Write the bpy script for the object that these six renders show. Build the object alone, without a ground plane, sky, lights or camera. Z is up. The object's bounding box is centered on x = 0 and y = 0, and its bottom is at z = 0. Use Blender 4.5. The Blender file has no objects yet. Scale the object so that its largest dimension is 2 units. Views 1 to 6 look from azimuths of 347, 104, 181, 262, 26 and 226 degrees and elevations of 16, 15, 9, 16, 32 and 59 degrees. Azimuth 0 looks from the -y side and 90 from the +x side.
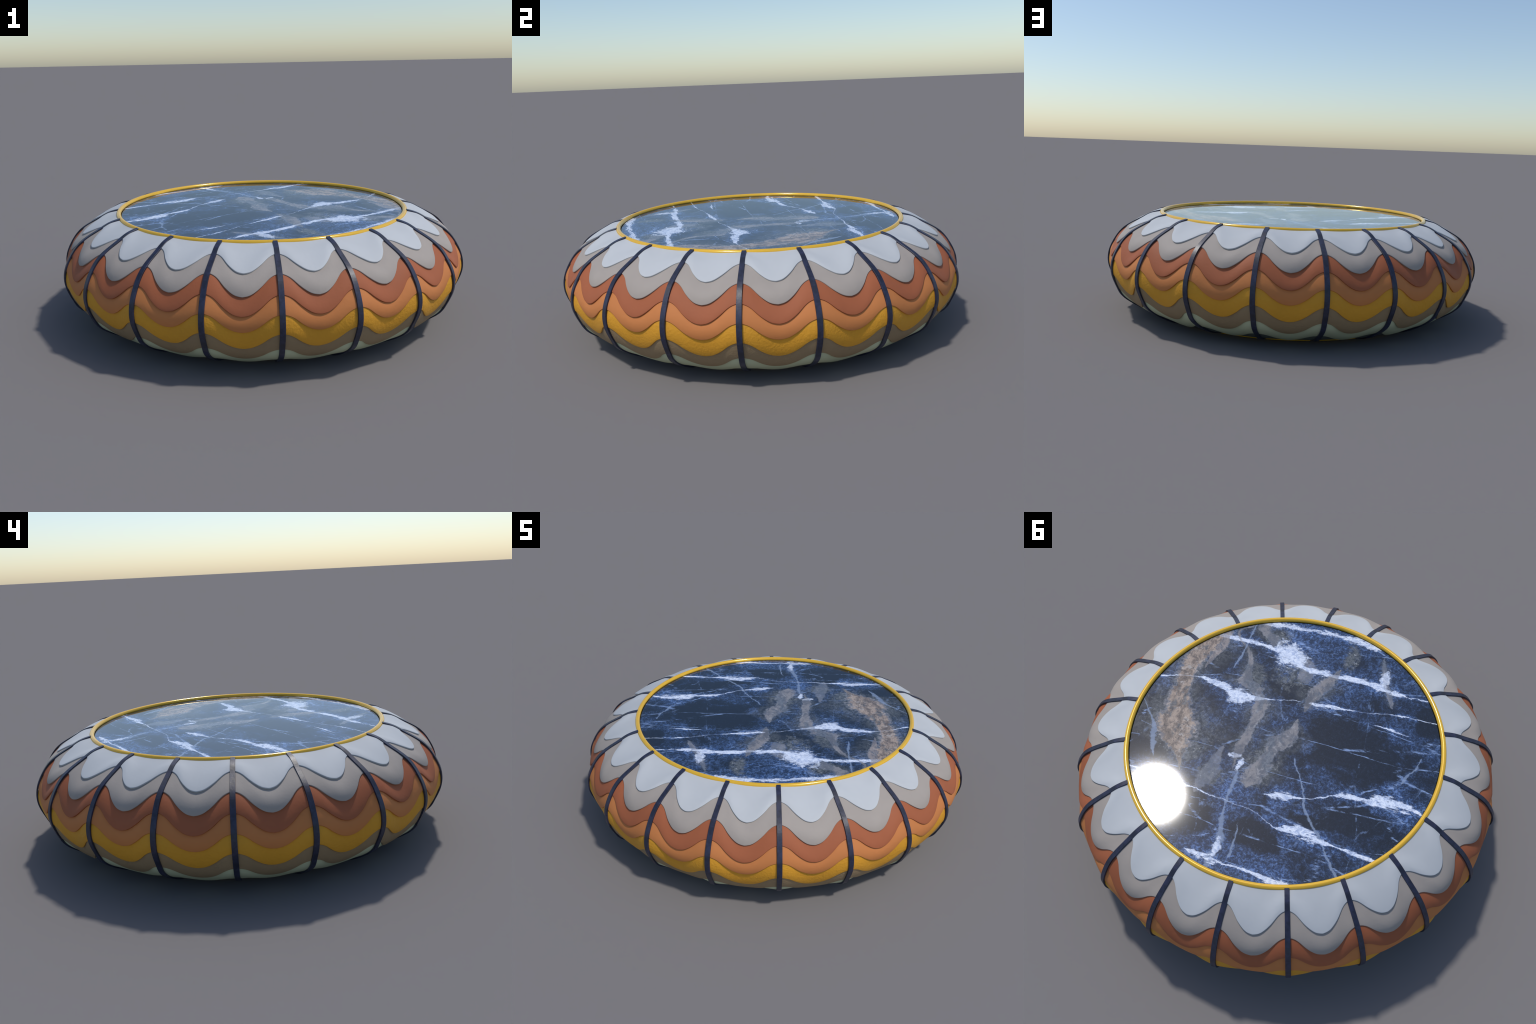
"""Low round pouf table: a marble top in a gold rim on a fat cushion of scalloped,
overlapping coloured bands that is tied in by twenty dark straps."""
import bpy, math
import numpy as np

N_PANEL = 20                      # panels (and straps) round the cushion
HALF = math.pi / N_PANEL          # half the angle of one panel
FIRST_STRAP = math.radians(9.0)   # azimuth of the first strap
RING_R, RING_T, TOP_Z, BOTTOM_Z = 0.721, 0.0115, 0.520, 0.0115
STRAP_T = 0.007


# ------------------------------------------------------------------ helpers
def natural_spline(knots, values):
    """Natural cubic spline through 2D values; returns a function of the parameter."""
    k, v = np.array(knots, float), np.array(values, float)
    n, h = len(k), np.diff(knots)
    A, B = np.eye(n), np.zeros_like(v)
    for i in range(1, n - 1):
        A[i, i - 1:i + 2] = h[i - 1], 2 * (h[i - 1] + h[i]), h[i]
        B[i] = 6 * ((v[i + 1] - v[i]) / h[i] - (v[i] - v[i - 1]) / h[i - 1])
    m = np.linalg.solve(A, B)

    def f(q):
        q = np.asarray(q, float)
        i = np.clip(np.searchsorted(k, q) - 1, 0, n - 2)
        a, b, hh = (k[i + 1] - q)[..., None], (q - k[i])[..., None], h[i][..., None]
        return (m[i] * a ** 3 + m[i + 1] * b ** 3) / (6 * hh) + \
            (v[i] / hh - m[i] * hh / 6) * a + (v[i + 1] / hh - m[i + 1] * hh / 6) * b
    return f


def unit(v):
    return v / np.maximum(np.linalg.norm(v, axis=-1, keepdims=True), 1e-12)


def mesh_object(name, verts, faces, mat, parent, smooth=True):
    me = bpy.data.meshes.new(name)
    me.from_pydata([tuple(p) for p in verts], [], faces)
    me.polygons.foreach_set("use_smooth", [smooth] * len(me.polygons))
    me.materials.append(mat)
    me.update()
    ob = bpy.data.objects.new(name, me)
    bpy.context.scene.collection.objects.link(ob)
    ob.parent = parent
    return ob


def grid_faces(rows, cols, wrap):
    out = []
    for r in range(rows - 1):
        for c in range(cols if wrap else cols - 1):
            d = (c + 1) % cols
            out.append((r * cols + c, r * cols + d, (r + 1) * cols + d, (r + 1) * cols + c))
    return out


# ------------------------------------------------------------------ profiles
# The parameter q counts the scalloped edges from the rim (0) to the base ring (8).
STRAP_OUTER = natural_spline(
    [0, .5, 1, 2, 3, 4, 5, 6, 7, 7.62, 8],
    [(.727, .5300), (.7785, .5164), (.8275, .4912), (.9195, .4386), (.9755, .3714), (1.0054, .3040),
     (1.0074, .2280), (.9785, .1535), (.9150, .0830), (.7990, .0220), (.7270, .0040)])
PANEL_MID = natural_spline(
    [0, .5, 1, 2, 3, 4, 5, 6, 7, 8],
    [(.722, .5235), (.8095, .4910), (.9002, .4445), (.9628, .3676), (.9918, .2974), (.9898, .2320),
     (.9608, .1524), (.9040, .0848), (.8120, .0302), (.722, .0110)])


def strap_inner(q):
    """The cushion under the straps: the strap's outer line moved in by its thickness."""
    q = q - np.interp(q, [0, 1, 2, 3, 4, 5, 6, 7, 8], [0, .16, .155, .13, .07, 0, -.03, -.14, 0])   # crests ride a little higher
    p = STRAP_OUTER(q)
    t = unit(STRAP_OUTER(q + 1e-3) - STRAP_OUTER(q - 1e-3))
    return p + np.stack([t[..., 1], -t[..., 0]], -1) * np.interp(q, [0, .5, 1, 2], [.0065, .0028, .0030, .0055])[..., None]


WAVE = natural_spline([0, .19, .38, .55, .68, .80, .92, 1.0, 1.1],
                      [(v, 0) for v in (0, .07, .265, .51, .725, .875, .965, 1.0, 1.01)])


def surface(q, t):
    """Point of the cushion skin on edge parameter q at angle t (-HALF..HALF) in a panel."""
    w = 1 - WAVE(np.abs(t) / HALF)[..., 0]
    a, b = strap_inner(q), PANEL_MID(q)
    d0 = a[..., 0] * math.cos(HALF)
    flat = np.clip(1 - np.minimum(q, 8 - q) * 4, 0, 1)        # round, not polygonal, near the rings
    d = d0 + (b[..., 0] - d0) * w
    z = a[..., 1] + (b[..., 1] - a[..., 1]) * w
    r_round = a[..., 0] + (b[..., 0] - a[..., 0]) * w
    d = d * (1 - flat) + r_round * np.cos(t) * flat
    return np.stack([d, d * np.tan(t), z], -1), w


# ------------------------------------------------------------------ materials
def new_material(name):
    m = bpy.data.materials.new(name)
    m.use_nodes = True
    nt = m.node_tree
    return m, nt, nt.nodes["Principled BSDF"]


class Nodes:
    """Small shorthand for wiring shader nodes."""
    def __init__(self, nt):
        self.nt = nt

    def add(self, kind, **props):
        n = self.nt.nodes.new(kind)
        for k, v in props.items():
            setattr(n, k, v)
        return n

    def put(self, socket, value):
        if hasattr(value, "links"):
            self.nt.links.new(value, socket)
        else:
            socket.default_value = value

    def math(self, op, a, b=0.0, c=0.0, clamp=False):
        n = self.add("ShaderNodeMath", operation=op, use_clamp=clamp)
        for s, v in zip(n.inputs, (a, b, c)):
            self.put(s, v)
        return n.outputs[0]

    def noise(self, vec, scale, detail=4.0, rough=.55, dist=0.0, kind="FBM"):
        n = self.add("ShaderNodeTexNoise")
        n.noise_type = kind
        self.put(n.inputs["Vector"], vec)
        n.inputs["Scale"].default_value = scale
        n.inputs["Detail"].default_value = detail
        n.inputs["Roughness"].default_value = rough
        n.inputs["Distortion"].default_value = dist
        return n

    def cracks(self, vec, scale):
        n = self.add("ShaderNodeTexVoronoi", feature="DISTANCE_TO_EDGE")
        self.put(n.inputs["Vector"], vec)
        n.inputs["Scale"].default_value = scale
        return n.outputs["Distance"]

    def step(self, x, lo, hi):
        n = self.add("ShaderNodeMapRange", interpolation_type="SMOOTHSTEP")
        self.put(n.inputs["Value"], x)
        self.put(n.inputs["From Min"], lo)
        self.put(n.inputs["From Max"], hi)
        return n.outputs["Result"]

    def mix(self, f, a, b):
        n = self.add("ShaderNodeMix", data_type="RGBA")
        self.put(n.inputs[0], f)
        for s, v in ((n.inputs[6], a), (n.inputs[7], b)):
            self.put(s, v if hasattr(v, "links") else (*v, 1.0))
        return n.outputs[2]

    def curve(self, x, pts, lo, hi, vlo, vhi):
        """Float curve over x in [lo, hi] with values in [vlo, vhi]."""
        u = self.math("DIVIDE", self.math("SUBTRACT", x, lo), hi - lo, clamp=True)
        n = self.add("ShaderNodeFloatCurve")
        cm = n.mapping
        cm.use_clip = False
        c = cm.curves[0]
        pts = sorted(((p - lo) / (hi - lo), (v - vlo) / (vhi - vlo)) for p, v in pts)
        c.points[0].location, c.points[1].location = pts[0], pts[-1]
        for p in pts[1:-1]:
            c.points.new(*p)
        for p in c.points:
            p.handle_type = "AUTO_CLAMPED"
        cm.update()
        self.put(n.inputs["Value"], u)
        return self.math("MULTIPLY_ADD", n.outputs[0], vhi - vlo, vlo)


def leather(name, colour, rough=.62, bump=.25, scale=85, var=.06):
    m, nt, bs = new_material(name)
    N = Nodes(nt)
    co = N.add("ShaderNodeTexCoord").outputs["Object"]
    big = N.noise(co, 6, 3).outputs["Fac"]
    fine = N.noise(co, scale, 5, .6).outputs["Fac"]
    dark = tuple(c * (1 - var) for c in colour)
    light = tuple(min(1, c * (1 + var)) for c in colour)
    N.put(bs.inputs["Base Color"], N.mix(N.step(big, .3, .7), dark, light))
    bs.inputs["Roughness"].default_value = rough
    bs.inputs["Specular IOR Level"].default_value = .2
    b = N.add("ShaderNodeBump")
    b.inputs["Strength"].default_value = bump
    b.inputs["Distance"].default_value = .004
    N.put(b.inputs["Height"], fine)
    N.put(bs.inputs["Normal"], b.outputs[0])
    return m


def strap_material():
    m, nt, bs = new_material("dark_blue_strap_leather")
    N = Nodes(nt)
    co = N.add("ShaderNodeTexCoord").outputs["Object"]
    cloud = N.noise(co, 32, 5, .6, .6).outputs["Fac"]
    N.put(bs.inputs["Base Color"], N.mix(N.step(cloud, .38, .72), (.0130, .0155, .031), (.028, .032, .070)))
    bs.inputs["Roughness"].default_value = .42
    b = N.add("ShaderNodeBump")
    b.inputs["Strength"].default_value = .2
    b.inputs["Distance"].default_value = .003
    N.put(b.inputs["Height"], N.noise(co, 60, 4).outputs["Fac"])
    N.put(bs.inputs["Normal"], b.outputs[0])
    return m


def gold_material():
    m, nt, bs = new_material("golden_yellow_enamel")
    N = Nodes(nt)
    co = N.add("ShaderNodeTexCoord").outputs["Object"]
    n = N.noise(co, 14, 3).outputs["Fac"]
    N.put(bs.inputs["Base Color"], N.mix(n, (.77, .445, .036), (.82, .48, .045)))
    bs.inputs["Metallic"].default_value = .15
    bs.inputs["Roughness"].default_value = .16
    return m


def marble_material():
    """Navy marble: two sets of veins laid out in a frame turned 28 degrees, each vein a
    centre line and a width along it, broken up by noise."""
    m, nt, bs = new_material("blue_veined_marble")
    N = Nodes(nt)
    co = N.add("ShaderNodeTexCoord").outputs["Object"]
    turn = N.add("ShaderNodeMapping")
    turn.inputs["Rotation"].default_value = (0, 0, -math.radians(28))
    N.put(turn.inputs["Vector"], co)
    P = turn.outputs[0]

    def warp(vec, scale, amount, detail=4, rough=.6):
        n = N.noise(vec, scale, detail, rough)
        s = N.add("ShaderNodeVectorMath", operation="SUBTRACT")
        N.put(s.inputs[0], n.outputs["Color"])
        s.inputs[1].default_value = (.5, .5, .5)
        a = N.add("ShaderNodeVectorMath", operation="MULTIPLY_ADD")
        N.put(a.inputs[0], s.outputs[0])
        a.inputs[1].default_value = (amount, amount, 0)
        N.put(a.inputs[2], vec)
        return a.outputs[0]

    W = warp(warp(P, 9, .040, 6, .62), 45, .014, 5, .65)
    sep = N.add("ShaderNodeSeparateXYZ")
    N.put(sep.inputs[0], W)
    X, Y = sep.outputs[0], sep.outputs[1]

    # stretched grain running along the white veins, isotropic grain elsewhere
    st = N.add("ShaderNodeMapping")
    st.inputs["Scale"].default_value = (.35, 1.4, 1)
    N.put(st.inputs["Vector"], P)
    streak = N.noise(st.outputs[0], 34, 12, .76, .25).outputs["Fac"]
    grain = N.noise(P, 38, 10, .72).outputs["Fac"]
    coarse = N.noise(P, 22, 12, .74, .3).outputs["Fac"]
    clump = N.noise(P, 7, 5, .6, .4).outputs["Fac"]

    def vein(along, across, path, width, rag=1.6, tex=None, lo=-.15, hi=.5):
        """Mask of a ribbon with centre line path and half-width width along one axis."""
        c = N.curve(along, path, -.75, .75, -.75, .75)
        w = N.curve(along, width, -.75, .75, 0, .2)
        d = N.math("DIVIDE", N.math("ABSOLUTE", N.math("SUBTRACT", across, c)), N.math("MAXIMUM", w, .0004))
        core = N.math("SUBTRACT", 1.0, d)
        wob = N.math("MULTIPLY", N.math("SUBTRACT", tex if tex is not None else streak, .5), rag * 2)
        val = N.math("ADD", core, wob)
        gate = N.step(w, .0006, .003)
        return N.math("MULTIPLY", N.step(val, lo, hi), gate), N.math("MULTIPLY", N.step(core, -3.5, 1), gate)

    def top(masks):
        r = masks[0]
        for k in masks[1:]:
            r = N.math("MAXIMUM", r, k)
        return r

    # white veins: (x', y') centre line, then (x', half width)
    white_veins = [
        ([(-.3, -.648), (-.14, -.663), (0, -.661), (.22, -.66), (.4, -.655)],
         [(-.42, .0), (-.36, .012), (-.22, .026), (-.10, .012), (.0, .014), (.15, .014), (.22, .026), (.3, .018), (.36, .01)]),
        ([(-.7, -.372), (-.59, -.375), (-.4, -.388), (-.2, -.414), (-.05, -.412), (.02, -.42), (.1, -.47), (.23, -.503), (.46, -.517)],
         [(-.7, .004), (-.5, .008), (-.42, .018), (-.3, .018), (-.2, .017), (-.13, .012), (-.04, .018), (.0, .012), (.05, .03),
          (.10, .052), (.15, .034), (.2, .012), (.28, .013), (.40, .016), (.5, .01)]),
        ([(-.2, -.22), (.01, -.215), (.2, -.178), (.29, -.169), (.35, -.2), (.41, -.217), (.5, -.227), (.69, -.18)],
         [(-.1, .0), (.0, .003), (.12, .004), (.2, .02), (.26, .034), (.32, .026), (.38, .018), (.45, .014), (.5, .005), (.6, .004), (.69, .008)]),
        ([(-.7, -.266), (-.5, -.262), (-.35, -.246), (-.2, -.23), (-.05, -.22)],
         [(-.7, .004), (-.5, .008), (-.45, .004), (-.3, .003), (-.22, .008), (-.15, .015), (-.08, .01), (-.05, .0)]),
        ([(-.6, -.167), (-.53, -.169), (-.45, -.174), (-.386, -.174), (-.3, -.17)],
         [(-.6, .0), (-.53, .003), (-.45, .006), (-.39, .004), (-.36, .0)]),
        ([(-.7, .225), (-.617, .207), (-.55, .194), (-.476, .202), (-.4, .212), (-.307, .223), (-.243, .252), (-.146, .283), (-.03, .298), (.05, .31)],
         [(-.68, .006), (-.62, .02), (-.55, .03), (-.48, .03), (-.43, .01), (-.38, .014), (-.33, .015), (-.28, .004), (-.24, .008), (-.2, .003),
          (-.14, .008), (-.08, .022), (-.04, .018), (.0, .004), (.06, .0)]),
        ([(-.6, .49), (-.5, .478), (-.4, .466), (-.3, .453), (-.23, .444), (-.16, .44), (-.1, .45), (.02, .398), (.13, .385), (.32, .357), (.5, .34)],
         [(-.54, .006), (-.48, .012), (-.42, .009), (-.36, .004), (-.3, .011), (-.24, .022), (-.17, .028), (-.12, .018), (-.08, .004), (.1, .003), (.25, .004), (.34, .008),
          (.42, .02), (.55, .01)]),
        ([(-.25, .69), (-.144, .679), (-.04, .661), (.05, .664), (.15, .658), (.3, .63)],
         [(-.25, .012), (-.15, .018), (-.1, .014), (-.02, .007), (.07, .007), (.14, .02), (.2, .016), (.26, .0)]),
    ]
    whites, halos = [], []
    for path, width in white_veins:
        width = [(p, w if w > .008 else w * .6) for p, w in width]
        a, h = vein(X, Y, path, width, 3.0)
        whites.append(a)
        halos.append(h)

    # grey-blue cracks that cross the veins: (y', x') centre line, then (y', half width)
    cracks = [
        ([(.05, -.06), (.127, -.086), (.232, -.148), (.329, -.191), (.422, -.263), (.506, -.323), (.579, -.38), (.65, -.43)],
         [(.08, .0), (.12, .004), (.2, .004), (.29, .005), (.33, .009), (.4, .011), (.45, .006), (.5, .006), (.56, .007), (.64, .006)]),
        ([(.2, .15), (.271, .152), (.364, .153), (.477, .139), (.575, .121), (.664, .137)],
         [(.22, .0), (.25, .010), (.3, .013), (.36, .006), (.44, .008), (.5, .012), (.56, .018), (.62, .020), (.68, .014)]),
        ([(.45, .07), (.6, .06), (.7, .05)], [(.45, .0), (.5, .004), (.6, .006), (.65, .0)]),
        ([(-.05, -.62), (0, -.605), (.05, -.575), (.09, -.56)], [(-.07, .0), (-.04, .004), (.03, .006), (.07, .008), (.1, .0)]),
        ([(.02, .66), (.1, .6), (.17, .58), (.25, .55)], [(.0, .004), (.06, .007), (.12, .016), (.2, .012), (.26, .0)]),
        ([(-.6, .33), (-.45, .34), (-.3, .36)], [(-.6, .004), (-.45, .005), (-.35, .004), (-.3, .0)]),
    ]
    blues = []
    for path, width in cracks:
        a, h = vein(Y, X, path, width, 1.8, coarse)
        blues.append(a)
        halos.append(N.math("MULTIPLY", h, .55))

    # brown and grey inclusions: (y', x') centre line, then (y', half width)
    browns = [
        ([(-.5, .52), (-.423, .534), (-.259, .562), (-.097, .546), (.023, .512), (.123, .492), (.207, .437), (.3, .4)],
         [(-.55, .04), (-.42, .058), (-.34, .045), (-.259, .038), (-.18, .034), (-.097, .05), (-.02, .066), (.06, .085), (.13, .07), (.19, .035), (.24, .012), (.3, .0)], 1),
        ([(-.6, .46), (-.45, .45), (-.38, .47), (-.28, .49)], [(-.6, .016), (-.5, .022), (-.42, .018), (-.34, .01), (-.28, .0)], .8),
        ([(-.6, .36), (-.554, .40), (-.48, .34), (-.42, .297), (-.35, .283), (-.285, .273), (-.233, .225), (-.171, .165), (-.088, .157), (.019, .166), (.114, .178), (.192, .178)],
         [(-.6, .005), (-.5, .006), (-.42, .012), (-.35, .016), (-.29, .02), (-.25, .046), (-.21, .03), (-.17, .03), (-.12, .034), (-.07, .024), (0, .014), (.06, .02), (.13, .016), (.19, .004), (.25, .0)], .75),
        ([(-.46, -.155), (-.39, -.125), (-.347, -.104), (-.3, -.08), (-.258, -.062), (-.2, -.056)],
         [(-.46, .0), (-.42, .012), (-.38, .026), (-.33, .032), (-.28, .032), (-.24, .02), (-.2, .014), (-.16, .0)], .8),
        ([(-.1, -.03), (-.044, -.021), (.028, .014), (.09, .036), (.124, .045), (.2, .07), (.249, .082), (.3, .09)],
         [(-.12, .0), (-.08, .012), (-.03, .03), (.02, .042), (.06, .034), (.1, .022), (.15, .03), (.2, .042), (.25, .04), (.28, .016), (.3, .0)], .75),
        ([(-.7, .28), (-.62, .28), (-.56, .22), (-.5, .2)], [(-.7, .02), (-.64, .03), (-.58, .032), (-.54, .02), (-.5, .0)], .7),
        ([(-.56, .17), (-.48, .04), (-.4, .0), (-.34, .0)], [(-.56, .0), (-.5, .02), (-.42, .035), (-.36, .03), (-.32, .0)], .45),
        ([(-.6, -.34), (-.48, -.372), (-.418, -.394), (-.3, -.436)], [(-.6, .0), (-.55, .006), (-.48, .012), (-.4, .014), (-.34, .012), (-.28, .0)], .6),
        ([(.1, .25), (.25, .27), (.36, .3)], [(.1, .0), (.2, .02), (.28, .03), (.34, .02), (.38, .0)], .35),
    ]
    flow0 = N.noise(P, 60, 8, .75).outputs["Fac"]
    brown, smoky = [], []
    for path, width, amount in browns:
        a, h = vein(Y, X, path, width, 1.7, N.math("MULTIPLY_ADD", flow0, .5, N.math("MULTIPLY", coarse, .5)), -.32, .14)
        brown.append(N.math("MULTIPLY", a, amount))
        smoky.append(N.math("MULTIPLY", h, amount))

    # ragged white patches beside the inclusions
    def blob(x, y, rx, ry, tex, rag):
        dx = N.math("DIVIDE", N.math("SUBTRACT", X, x), rx)
        dy = N.math("DIVIDE", N.math("SUBTRACT", Y, y), ry)
        d = N.math("SQRT", N.math("ADD", N.math("MULTIPLY", dx, dx), N.math("MULTIPLY", dy, dy)))
        return N.math("ADD", N.math("SUBTRACT", 1.0, d), N.math("MULTIPLY", N.math("SUBTRACT", tex, .5), rag))

    patches = [N.step(blob(*b, coarse, 3.0), .05, .45) for b in
               ((.105, -.480, .12, .085), (.265, -.165, .075, .042), (-.38, -.45, .028, .075), (.19, .15, .035, .022), (.155, .20, .016, .04), (-.27, -.645, .06, .035),
                (.125, .61, .022, .05))]
    murk = top([N.step(blob(*b, coarse, 2.6), .0, .8) for b in
                ((.07, .17, .11, .16), (.05, -.36, .13, .10), (-.19, -.53, .05, .14), (.24, -.3, .07, .12), (.42, .18, .12, .10), (.2, -.56, .1, .08), (.27, .28, .09, .07))])
    dark = top([N.step(blob(*b, clump, 1.6), .0, .7) for b in
                ((-.33, -.02, .30, .19), (-.40, .33, .17, .09), (.0, .51, .16, .09), (.62, .12, .12, .22),
                 (.05, -.27, .14, .08), (-.63, -.27, .1, .1), (-.2, .38, .1, .04), (.42, -.36, .06, .12), (.3, .46, .16, .12), (.2, -.6, .05, .03))])

    # ground colour: near-black navy, clouded with granular blue and fine light cracks
    halo = top(halos)
    cloud = N.noise(P, 3.2, 12, .68, .5).outputs["Fac"]
    mottle = N.noise(P, 17, 10, .74, .3).outputs["Fac"]
    blueish = N.math("ADD", N.math("MULTIPLY", halo, .15), N.math("MULTIPLY_ADD", mottle, .36, N.math("MULTIPLY", cloud, .78)))
    blueish = N.step(N.math("SUBTRACT", blueish, N.math("MULTIPLY", dark, .31)), .45, .78)
    fibre = N.noise(warp(P, 14, .06, 5, .65), 58, 8, .75, .5).outputs["Fac"]
    speck = N.step(fibre, .38, .64)
    base = N.mix(N.math("MULTIPLY", blueish, N.math("MULTIPLY_ADD", speck, .75, .35), clamp=True),
                 (.0100, .0165, .029), (.037, .083, .215))

    def lines(vec, scale, thick):
        return N.math("SUBTRACT", 1.0, N.step(N.cracks(vec, scale), .0, thick))
    web = top([N.math("MULTIPLY", lines(warp(warp(P, 12, .07, 5, .7), 70, .02, 4, .65), 27, .075), .9),
               N.math("MULTIPLY", lines(warp(P, 40, .035, 5, .7), 62, .13), .8)])
    web = N.math("MULTIPLY", web, N.math("MULTIPLY", N.math("MULTIPLY_ADD", blueish, .95, .04), N.step(fibre, .40, .60)))
    base = N.mix(web, base, (.17, .29, .58))
    pore = N.step(N.noise(P, 120, 4, .6).outputs["Fac"], .46, .36)
    base = N.mix(N.math("MULTIPLY", pore, .75), base, (.011, .018, .032))
    # hairline cracks: along the veins, and steeply across them
    al = N.add("ShaderNodeMapping")
    al.inputs["Rotation"].default_value = (0, 0, .10)
    al.inputs["Scale"].default_value = (.22, 1.0, 1)
    N.put(al.inputs["Vector"], P)
    ac = N.add("ShaderNodeMapping")
    ac.inputs["Rotation"].default_value = (0, 0, -.45)
    ac.inputs["Scale"].default_value = (1.0, .30, 1)
    N.put(ac.inputs["Vector"], P)
    hair_a = N.math("MULTIPLY", lines(warp(warp(al.outputs[0], 3, .12, 3, .5), 16, .035, 6, .7), 6.5, .018), N.step(streak, .47, .58))
    hair_b = N.math("MULTIPLY", lines(warp(warp(ac.outputs[0], 3, .22, 3, .5), 16, .05, 6, .7), 3.6, .013), N.step(coarse, .50, .62))
    base = N.mix(N.math("MULTIPLY", hair_a, .85), base, (.27, .39, .66))
    base = N.mix(N.math("MULTIPLY", hair_b, .6), base, (.20, .30, .52))
    pepper = N.step(N.noise(P, 230, 2, .5).outputs["Fac"], .66, .74)
    base = N.mix(N.math("MULTIPLY", pepper, N.math("MULTIPLY_ADD", blueish, .4, .12)), base, (.22, .35, .58))

    # smoky rims, then the stone of the inclusions
    fl = N.add("ShaderNodeMapping")                       # flow along the inclusions
    fl.inputs["Rotation"].default_value = (0, 0, .12)
    fl.inputs["Scale"].default_value = (1.25, .70, 1)
    N.put(fl.inputs["Vector"], W)
    flow = N.noise(fl.outputs[0], 20, 12, .76, .15).outputs["Fac"]
    smoke = N.math("MULTIPLY", N.math("MAXIMUM", top(smoky), N.math("MULTIPLY", murk, 1.3)), N.step(flow, .34, .54), clamp=True)
    base = N.mix(N.math("MULTIPLY", smoke, .92), base, N.mix(N.step(fibre, .38, .64), (.045, .058, .072), (.165, .178, .188)))
    chips = N.math("MULTIPLY", N.step(N.noise(P, 75, 4, .6).outputs["Fac"], .62, .70), N.math("MAXIMUM", murk, N.math("MULTIPLY", top(smoky), .6)))
    base = N.mix(N.math("MULTIPLY", chips, .8), base, (.44, .46, .48))
    tone = N.noise(fl.outputs[0], 13, 8, .66, .4).outputs["Fac"]
    warm = N.mix(N.step(tone, .42, .58), (.095, .088, .088), (.300, .262, .235))
    big_one = N.step(X, .36, .45)
    warm = N.mix(N.math("MULTIPLY", big_one, .9), warm, N.mix(N.step(flow, .42, .57), (.150, .122, .108), (.410, .325, .265)))
    warm = N.mix(N.math("MULTIPLY", N.step(N.noise(P, 30, 10, .74, .2).outputs["Fac"], .54, .64), .70), warm, (.47, .44, .42))
    warm = N.mix(N.math("MULTIPLY", N.step(N.noise(P, 48, 6, .7).outputs["Fac"], .45, .36), .6), warm, (.065, .065, .075))
    pocket = N.step(N.noise(fl.outputs[0], 12, 5, .6, .2).outputs["Fac"], .46, .40)
    seam = N.math("MULTIPLY", lines(warp(warp(fl.outputs[0], 8, .08, 4, .6), 40, .02, 4, .6), 11, .035), N.step(grain, .44, .56))
    warm = N.mix(N.math("MULTIPLY", seam, .75), warm, (.050, .050, .058))
    warm = N.mix(N.math("MULTIPLY", pocket, .72), warm, N.mix(N.step(fibre, .40, .60), (.040, .052, .070), (.16, .18, .20)))
    stone = top(brown)
    rim = N.math("MULTIPLY", N.math("MULTIPLY", stone, N.math("SUBTRACT", 1.0, stone)), 3.0, clamp=True)
    base = N.mix(stone, base, warm)
    base = N.mix(N.math("MULTIPLY", rim, .45), base, (.20, .25, .34))
    pit = N.step(N.noise(P, 95, 3, .6).outputs["Fac"], .63, .70)
    base = N.mix(N.math("MULTIPLY", N.math("MULTIPLY", pit, stone), .6), base, (.055, .055, .065))

    # cracks and white veins last
    base = N.mix(N.math("MULTIPLY", top(blues), .70), base, N.mix(grain, (.14, .20, .32), (.30, .38, .52)))
    white = N.math("MAXIMUM", top(whites), N.math("MULTIPLY", top(patches), .9))
    keep = N.math("MULTIPLY_ADD", N.step(stone, .4, .9), -.7, 1.0)
    bright = N.mix(N.step(fibre, .36, .58), (.36, .45, .66), (.74, .80, .92))
    solid = N.step(N.math("ADD", N.noise(st.outputs[0], 80, 6, .7).outputs["Fac"], N.math("MULTIPLY", white, .16)), .45, .60)
    base = N.mix(N.math("MULTIPLY", N.math("MULTIPLY", white, keep), solid), base, bright)
    N.put(bs.inputs["Base Color"], base)
    bs.inputs["Roughness"].default_value = .048
    return m


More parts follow.
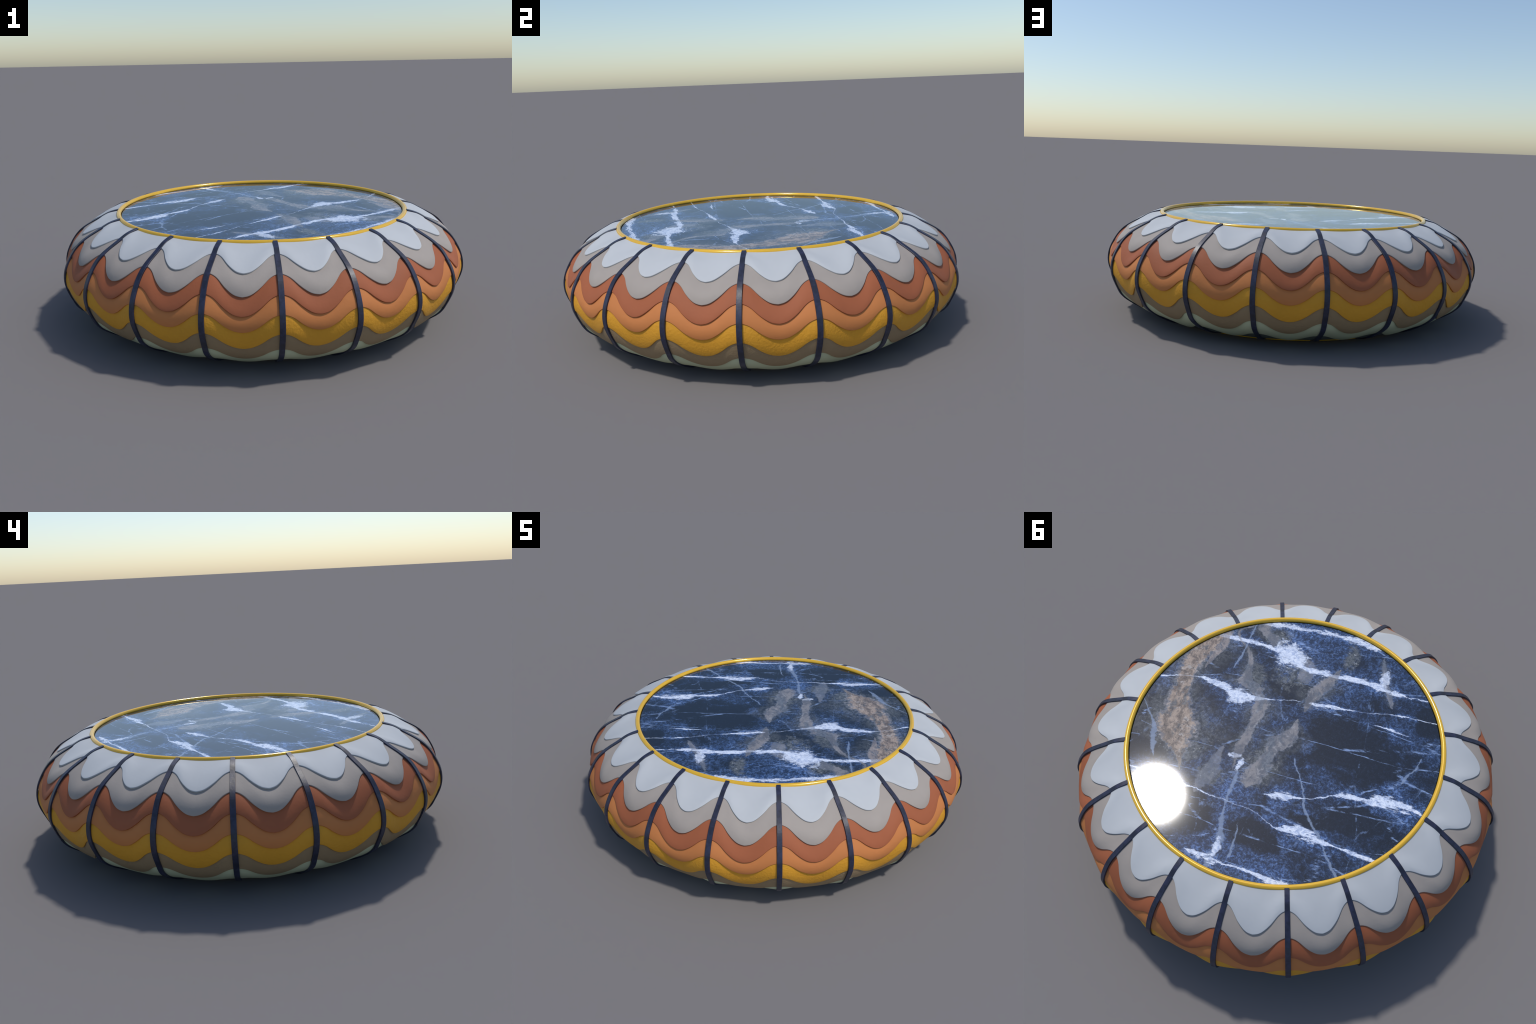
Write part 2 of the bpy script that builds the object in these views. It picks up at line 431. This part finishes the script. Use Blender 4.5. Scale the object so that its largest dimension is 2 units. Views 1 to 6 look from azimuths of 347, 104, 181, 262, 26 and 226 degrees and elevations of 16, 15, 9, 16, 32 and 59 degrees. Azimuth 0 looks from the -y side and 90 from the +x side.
# ------------------------------------------------------------------ build
def build_band(index, mat, parent, cols=56, rows=26):
    """One scalloped band: it starts tucked under the band above and ends in a rounded lip."""
    tuck, lip = .14, .0022
    t = np.linspace(-HALF, HALF, cols, endpoint=False)
    v = np.concatenate([np.linspace(-tuck, .88, rows - 8), np.linspace(.90, 1.0, 8)])
    last = index == 7
    if index == 0:
        v = np.clip(v, 0, 1)
        v[:rows - 8] = np.linspace(0, .88, rows - 8)
    Q, T = np.meshgrid(index + v, t, indexing="ij")
    e = 1e-3
    X, w = surface(Q, T)
    # derivatives, one-sided across the strap line so the crease stays crisp
    ta, tb = np.clip(T - e * .5, -HALF, HALF), np.clip(T + e * .5, -HALF, HALF)
    dt = surface(Q, tb)[0] - surface(Q, ta)[0]
    dq = surface(Q + e, T)[0] - surface(Q - e, T)[0]
    nrm = unit(np.cross(dt, dq))
    nrm *= np.sign((nrm * np.stack([np.cos(T), np.sin(T), (X[..., 2] - .26) * 2], -1)).sum(-1, keepdims=True))
    V = np.broadcast_to(v[:, None], Q.shape)
    vc = np.clip(V, 0, 1)
    drop = 0
    puff = PUFF_EDGE + (PUFF_MID - PUFF_EDGE) * w
    if index:
        drop = .0034 + .0042 * w
    disp = -drop * (1 - vc) ** 1.9 + puff * np.sin(math.pi * vc ** 2.1) + FILL * 4 * w * (1 - w) * np.clip(np.minimum(Q * 2 - .7, 7 - Q), 0, 1) \
        - np.where(V < 0, -V * .01, 0)
    down = unit(np.cross(nrm, dt))
    down *= np.sign((down * dq).sum(-1, keepdims=True))
    pts = X + nrm * disp[..., None] - down * (lip * np.clip((V - .6) / .4, 0, 1))[..., None]
    rings = [pts]
    if not last:
        for a in np.radians((25, 50, 75, 90)):
            rings.append((pts[-1] + down[-1] * lip * math.sin(a) - nrm[-1] * lip * (1 - math.cos(a)))[None])
        rings.append((pts[-1] + down[-1] * lip * .9 - nrm[-1] * .012)[None])
        rings.append((pts[-1] - down[-1] * .012 - nrm[-1] * .014)[None])
    G = np.concatenate(rings)
    allp = []
    for k in range(N_PANEL):
        a = FIRST_STRAP + HALF + 2 * HALF * k
        c, s = math.cos(a), math.sin(a)
        allp.append(np.stack([G[..., 0] * c - G[..., 1] * s, G[..., 0] * s + G[..., 1] * c, G[..., 2]], -1))
    G = np.concatenate(allp, axis=1)
    faces = [tuple(reversed(f)) for f in grid_faces(G.shape[0], G.shape[1], True)]
    return mesh_object("scalloped_band", G.reshape(-1, 3), faces, mat, parent)


PUFF_EDGE, PUFF_MID, FILL = .0004, .0006, .0040


def build_straps(mat, parent):
    q = np.concatenate([np.linspace(0, 7, 85), np.linspace(7, 8, 22)[1:]])
    p = STRAP_OUTER(q)
    t = unit(STRAP_OUTER(q + 1e-3) - STRAP_OUTER(q - 1e-3))
    n = np.stack([-t[:, 1], t[:, 0]], -1)                    # outward in the (r, z) plane
    n *= np.where((n * (p - np.array([.7, .26]))).sum(-1) < 0, -1, 1)[:, None]
    b = .0008                                                # small chamfer on the strap edges
    half = .0100 + .0012 * np.sin(np.clip(q / 8, 0, 1) * math.pi) + .0006 * q / 8
    sect = [(-1, -STRAP_T), (-1, -b), (-1 + b * 80, 0), (1 - b * 80, 0), (1, -b), (1, -STRAP_T)]
    verts, m = [], len(sect)
    for i in range(len(q)):
        for sx, d in sect:
            r, z = p[i] + n[i] * d
            verts.append((r, half[i] * sx, max(z, .0005)))
    faces = [tuple(reversed(f)) for f in grid_faces(len(q), m, True)]
    faces += [tuple(range(m)), tuple(reversed(range((len(q) - 1) * m, len(q) * m)))]
    first = mesh_object("strap", verts, faces, mat, parent)
    first.rotation_euler = (0, 0, FIRST_STRAP)
    try:
        first.data.set_sharp_from_angle(angle=math.radians(30))
    except Exception:
        pass
    for k in range(1, N_PANEL):
        o = first.copy()
        o.rotation_euler = (0, 0, FIRST_STRAP + 2 * HALF * k)
        bpy.context.scene.collection.objects.link(o)
        o.parent = parent


def revolve(name, profile, mat, parent, seg=256, closed=False, origin=(0, 0, 0)):
    prof = list(profile)
    rows = [[(r * math.cos(2 * math.pi * i / seg), r * math.sin(2 * math.pi * i / seg), z) for i in range(seg)] for r, z in prof]
    if closed:
        rows.append(rows[0])
    verts = [p for r in rows for p in r]
    n = len(rows)
    if closed:
        verts = verts[:-seg]
        n -= 1
        faces = []
        for r in range(n):
            for c in range(seg):
                d, s = (c + 1) % seg, (r + 1) % n
                faces.append((r * seg + c, r * seg + d, s * seg + d, s * seg + c))
    else:
        faces = grid_faces(n, seg, True)
        faces += [tuple(reversed(range(seg))), tuple(range((n - 1) * seg, n * seg))]
    ob = mesh_object(name, verts, faces, mat, parent)
    for f in ob.data.polygons:
        if len(f.vertices) > 4:
            f.use_smooth = False
    return ob


def ring_profile(z, r=RING_R):
    return [(r + RING_T * math.cos(a), z + RING_T * math.sin(a)) for a in np.linspace(0, 2 * math.pi, 28, endpoint=False)]


def main():
    table = bpy.data.objects.new("pouf_table", None)
    bpy.context.scene.collection.objects.link(table)
    table["label"] = "low round pouf table, scalloped colour bands, blue marble top"
    table["category"] = "coffee table"

    bands = [
        leather("pale_grey_leather", (.495, .512, .525), bump=.06, var=.02),
        leather("warm_grey_leather", (.362, .318, .282), bump=.12, var=.03),
        leather("rust_leather", (.360, .112, .050), bump=.14, var=.03),
        leather("orange_leather", (.560, .205, .066), bump=.14, var=.03),
        leather("mustard_leather", (.670, .315, .030), rough=.5, bump=.6, var=.03),
        leather("taupe_leather", (.300, .212, .120), bump=.5, var=.04),
        leather("sage_leather", (.500, .530, .355), bump=.2, var=.04),
        leather("slate_leather", (.115, .130, .118), bump=.2),
    ]
    for i, mat in enumerate(bands):
        build_band(i, mat, table)
    build_straps(strap_material(), table)

    gold, marble = gold_material(), marble_material()
    revolve("rim", ring_profile(TOP_Z), gold, table, closed=True)
    revolve("base_ring", ring_profile(BOTTOM_Z, RING_R - .004), gold, table, closed=True)
    revolve("tabletop", [(.7085, .470), (.7085, .5135), (.7078, .5145), (.7060, .5150)], marble, table)
    under = leather("underside_felt", (.03, .03, .035), rough=.8)
    revolve("underside", [(.7090, .006), (.7090, .020), (.7060, .022)], under, table)


main()
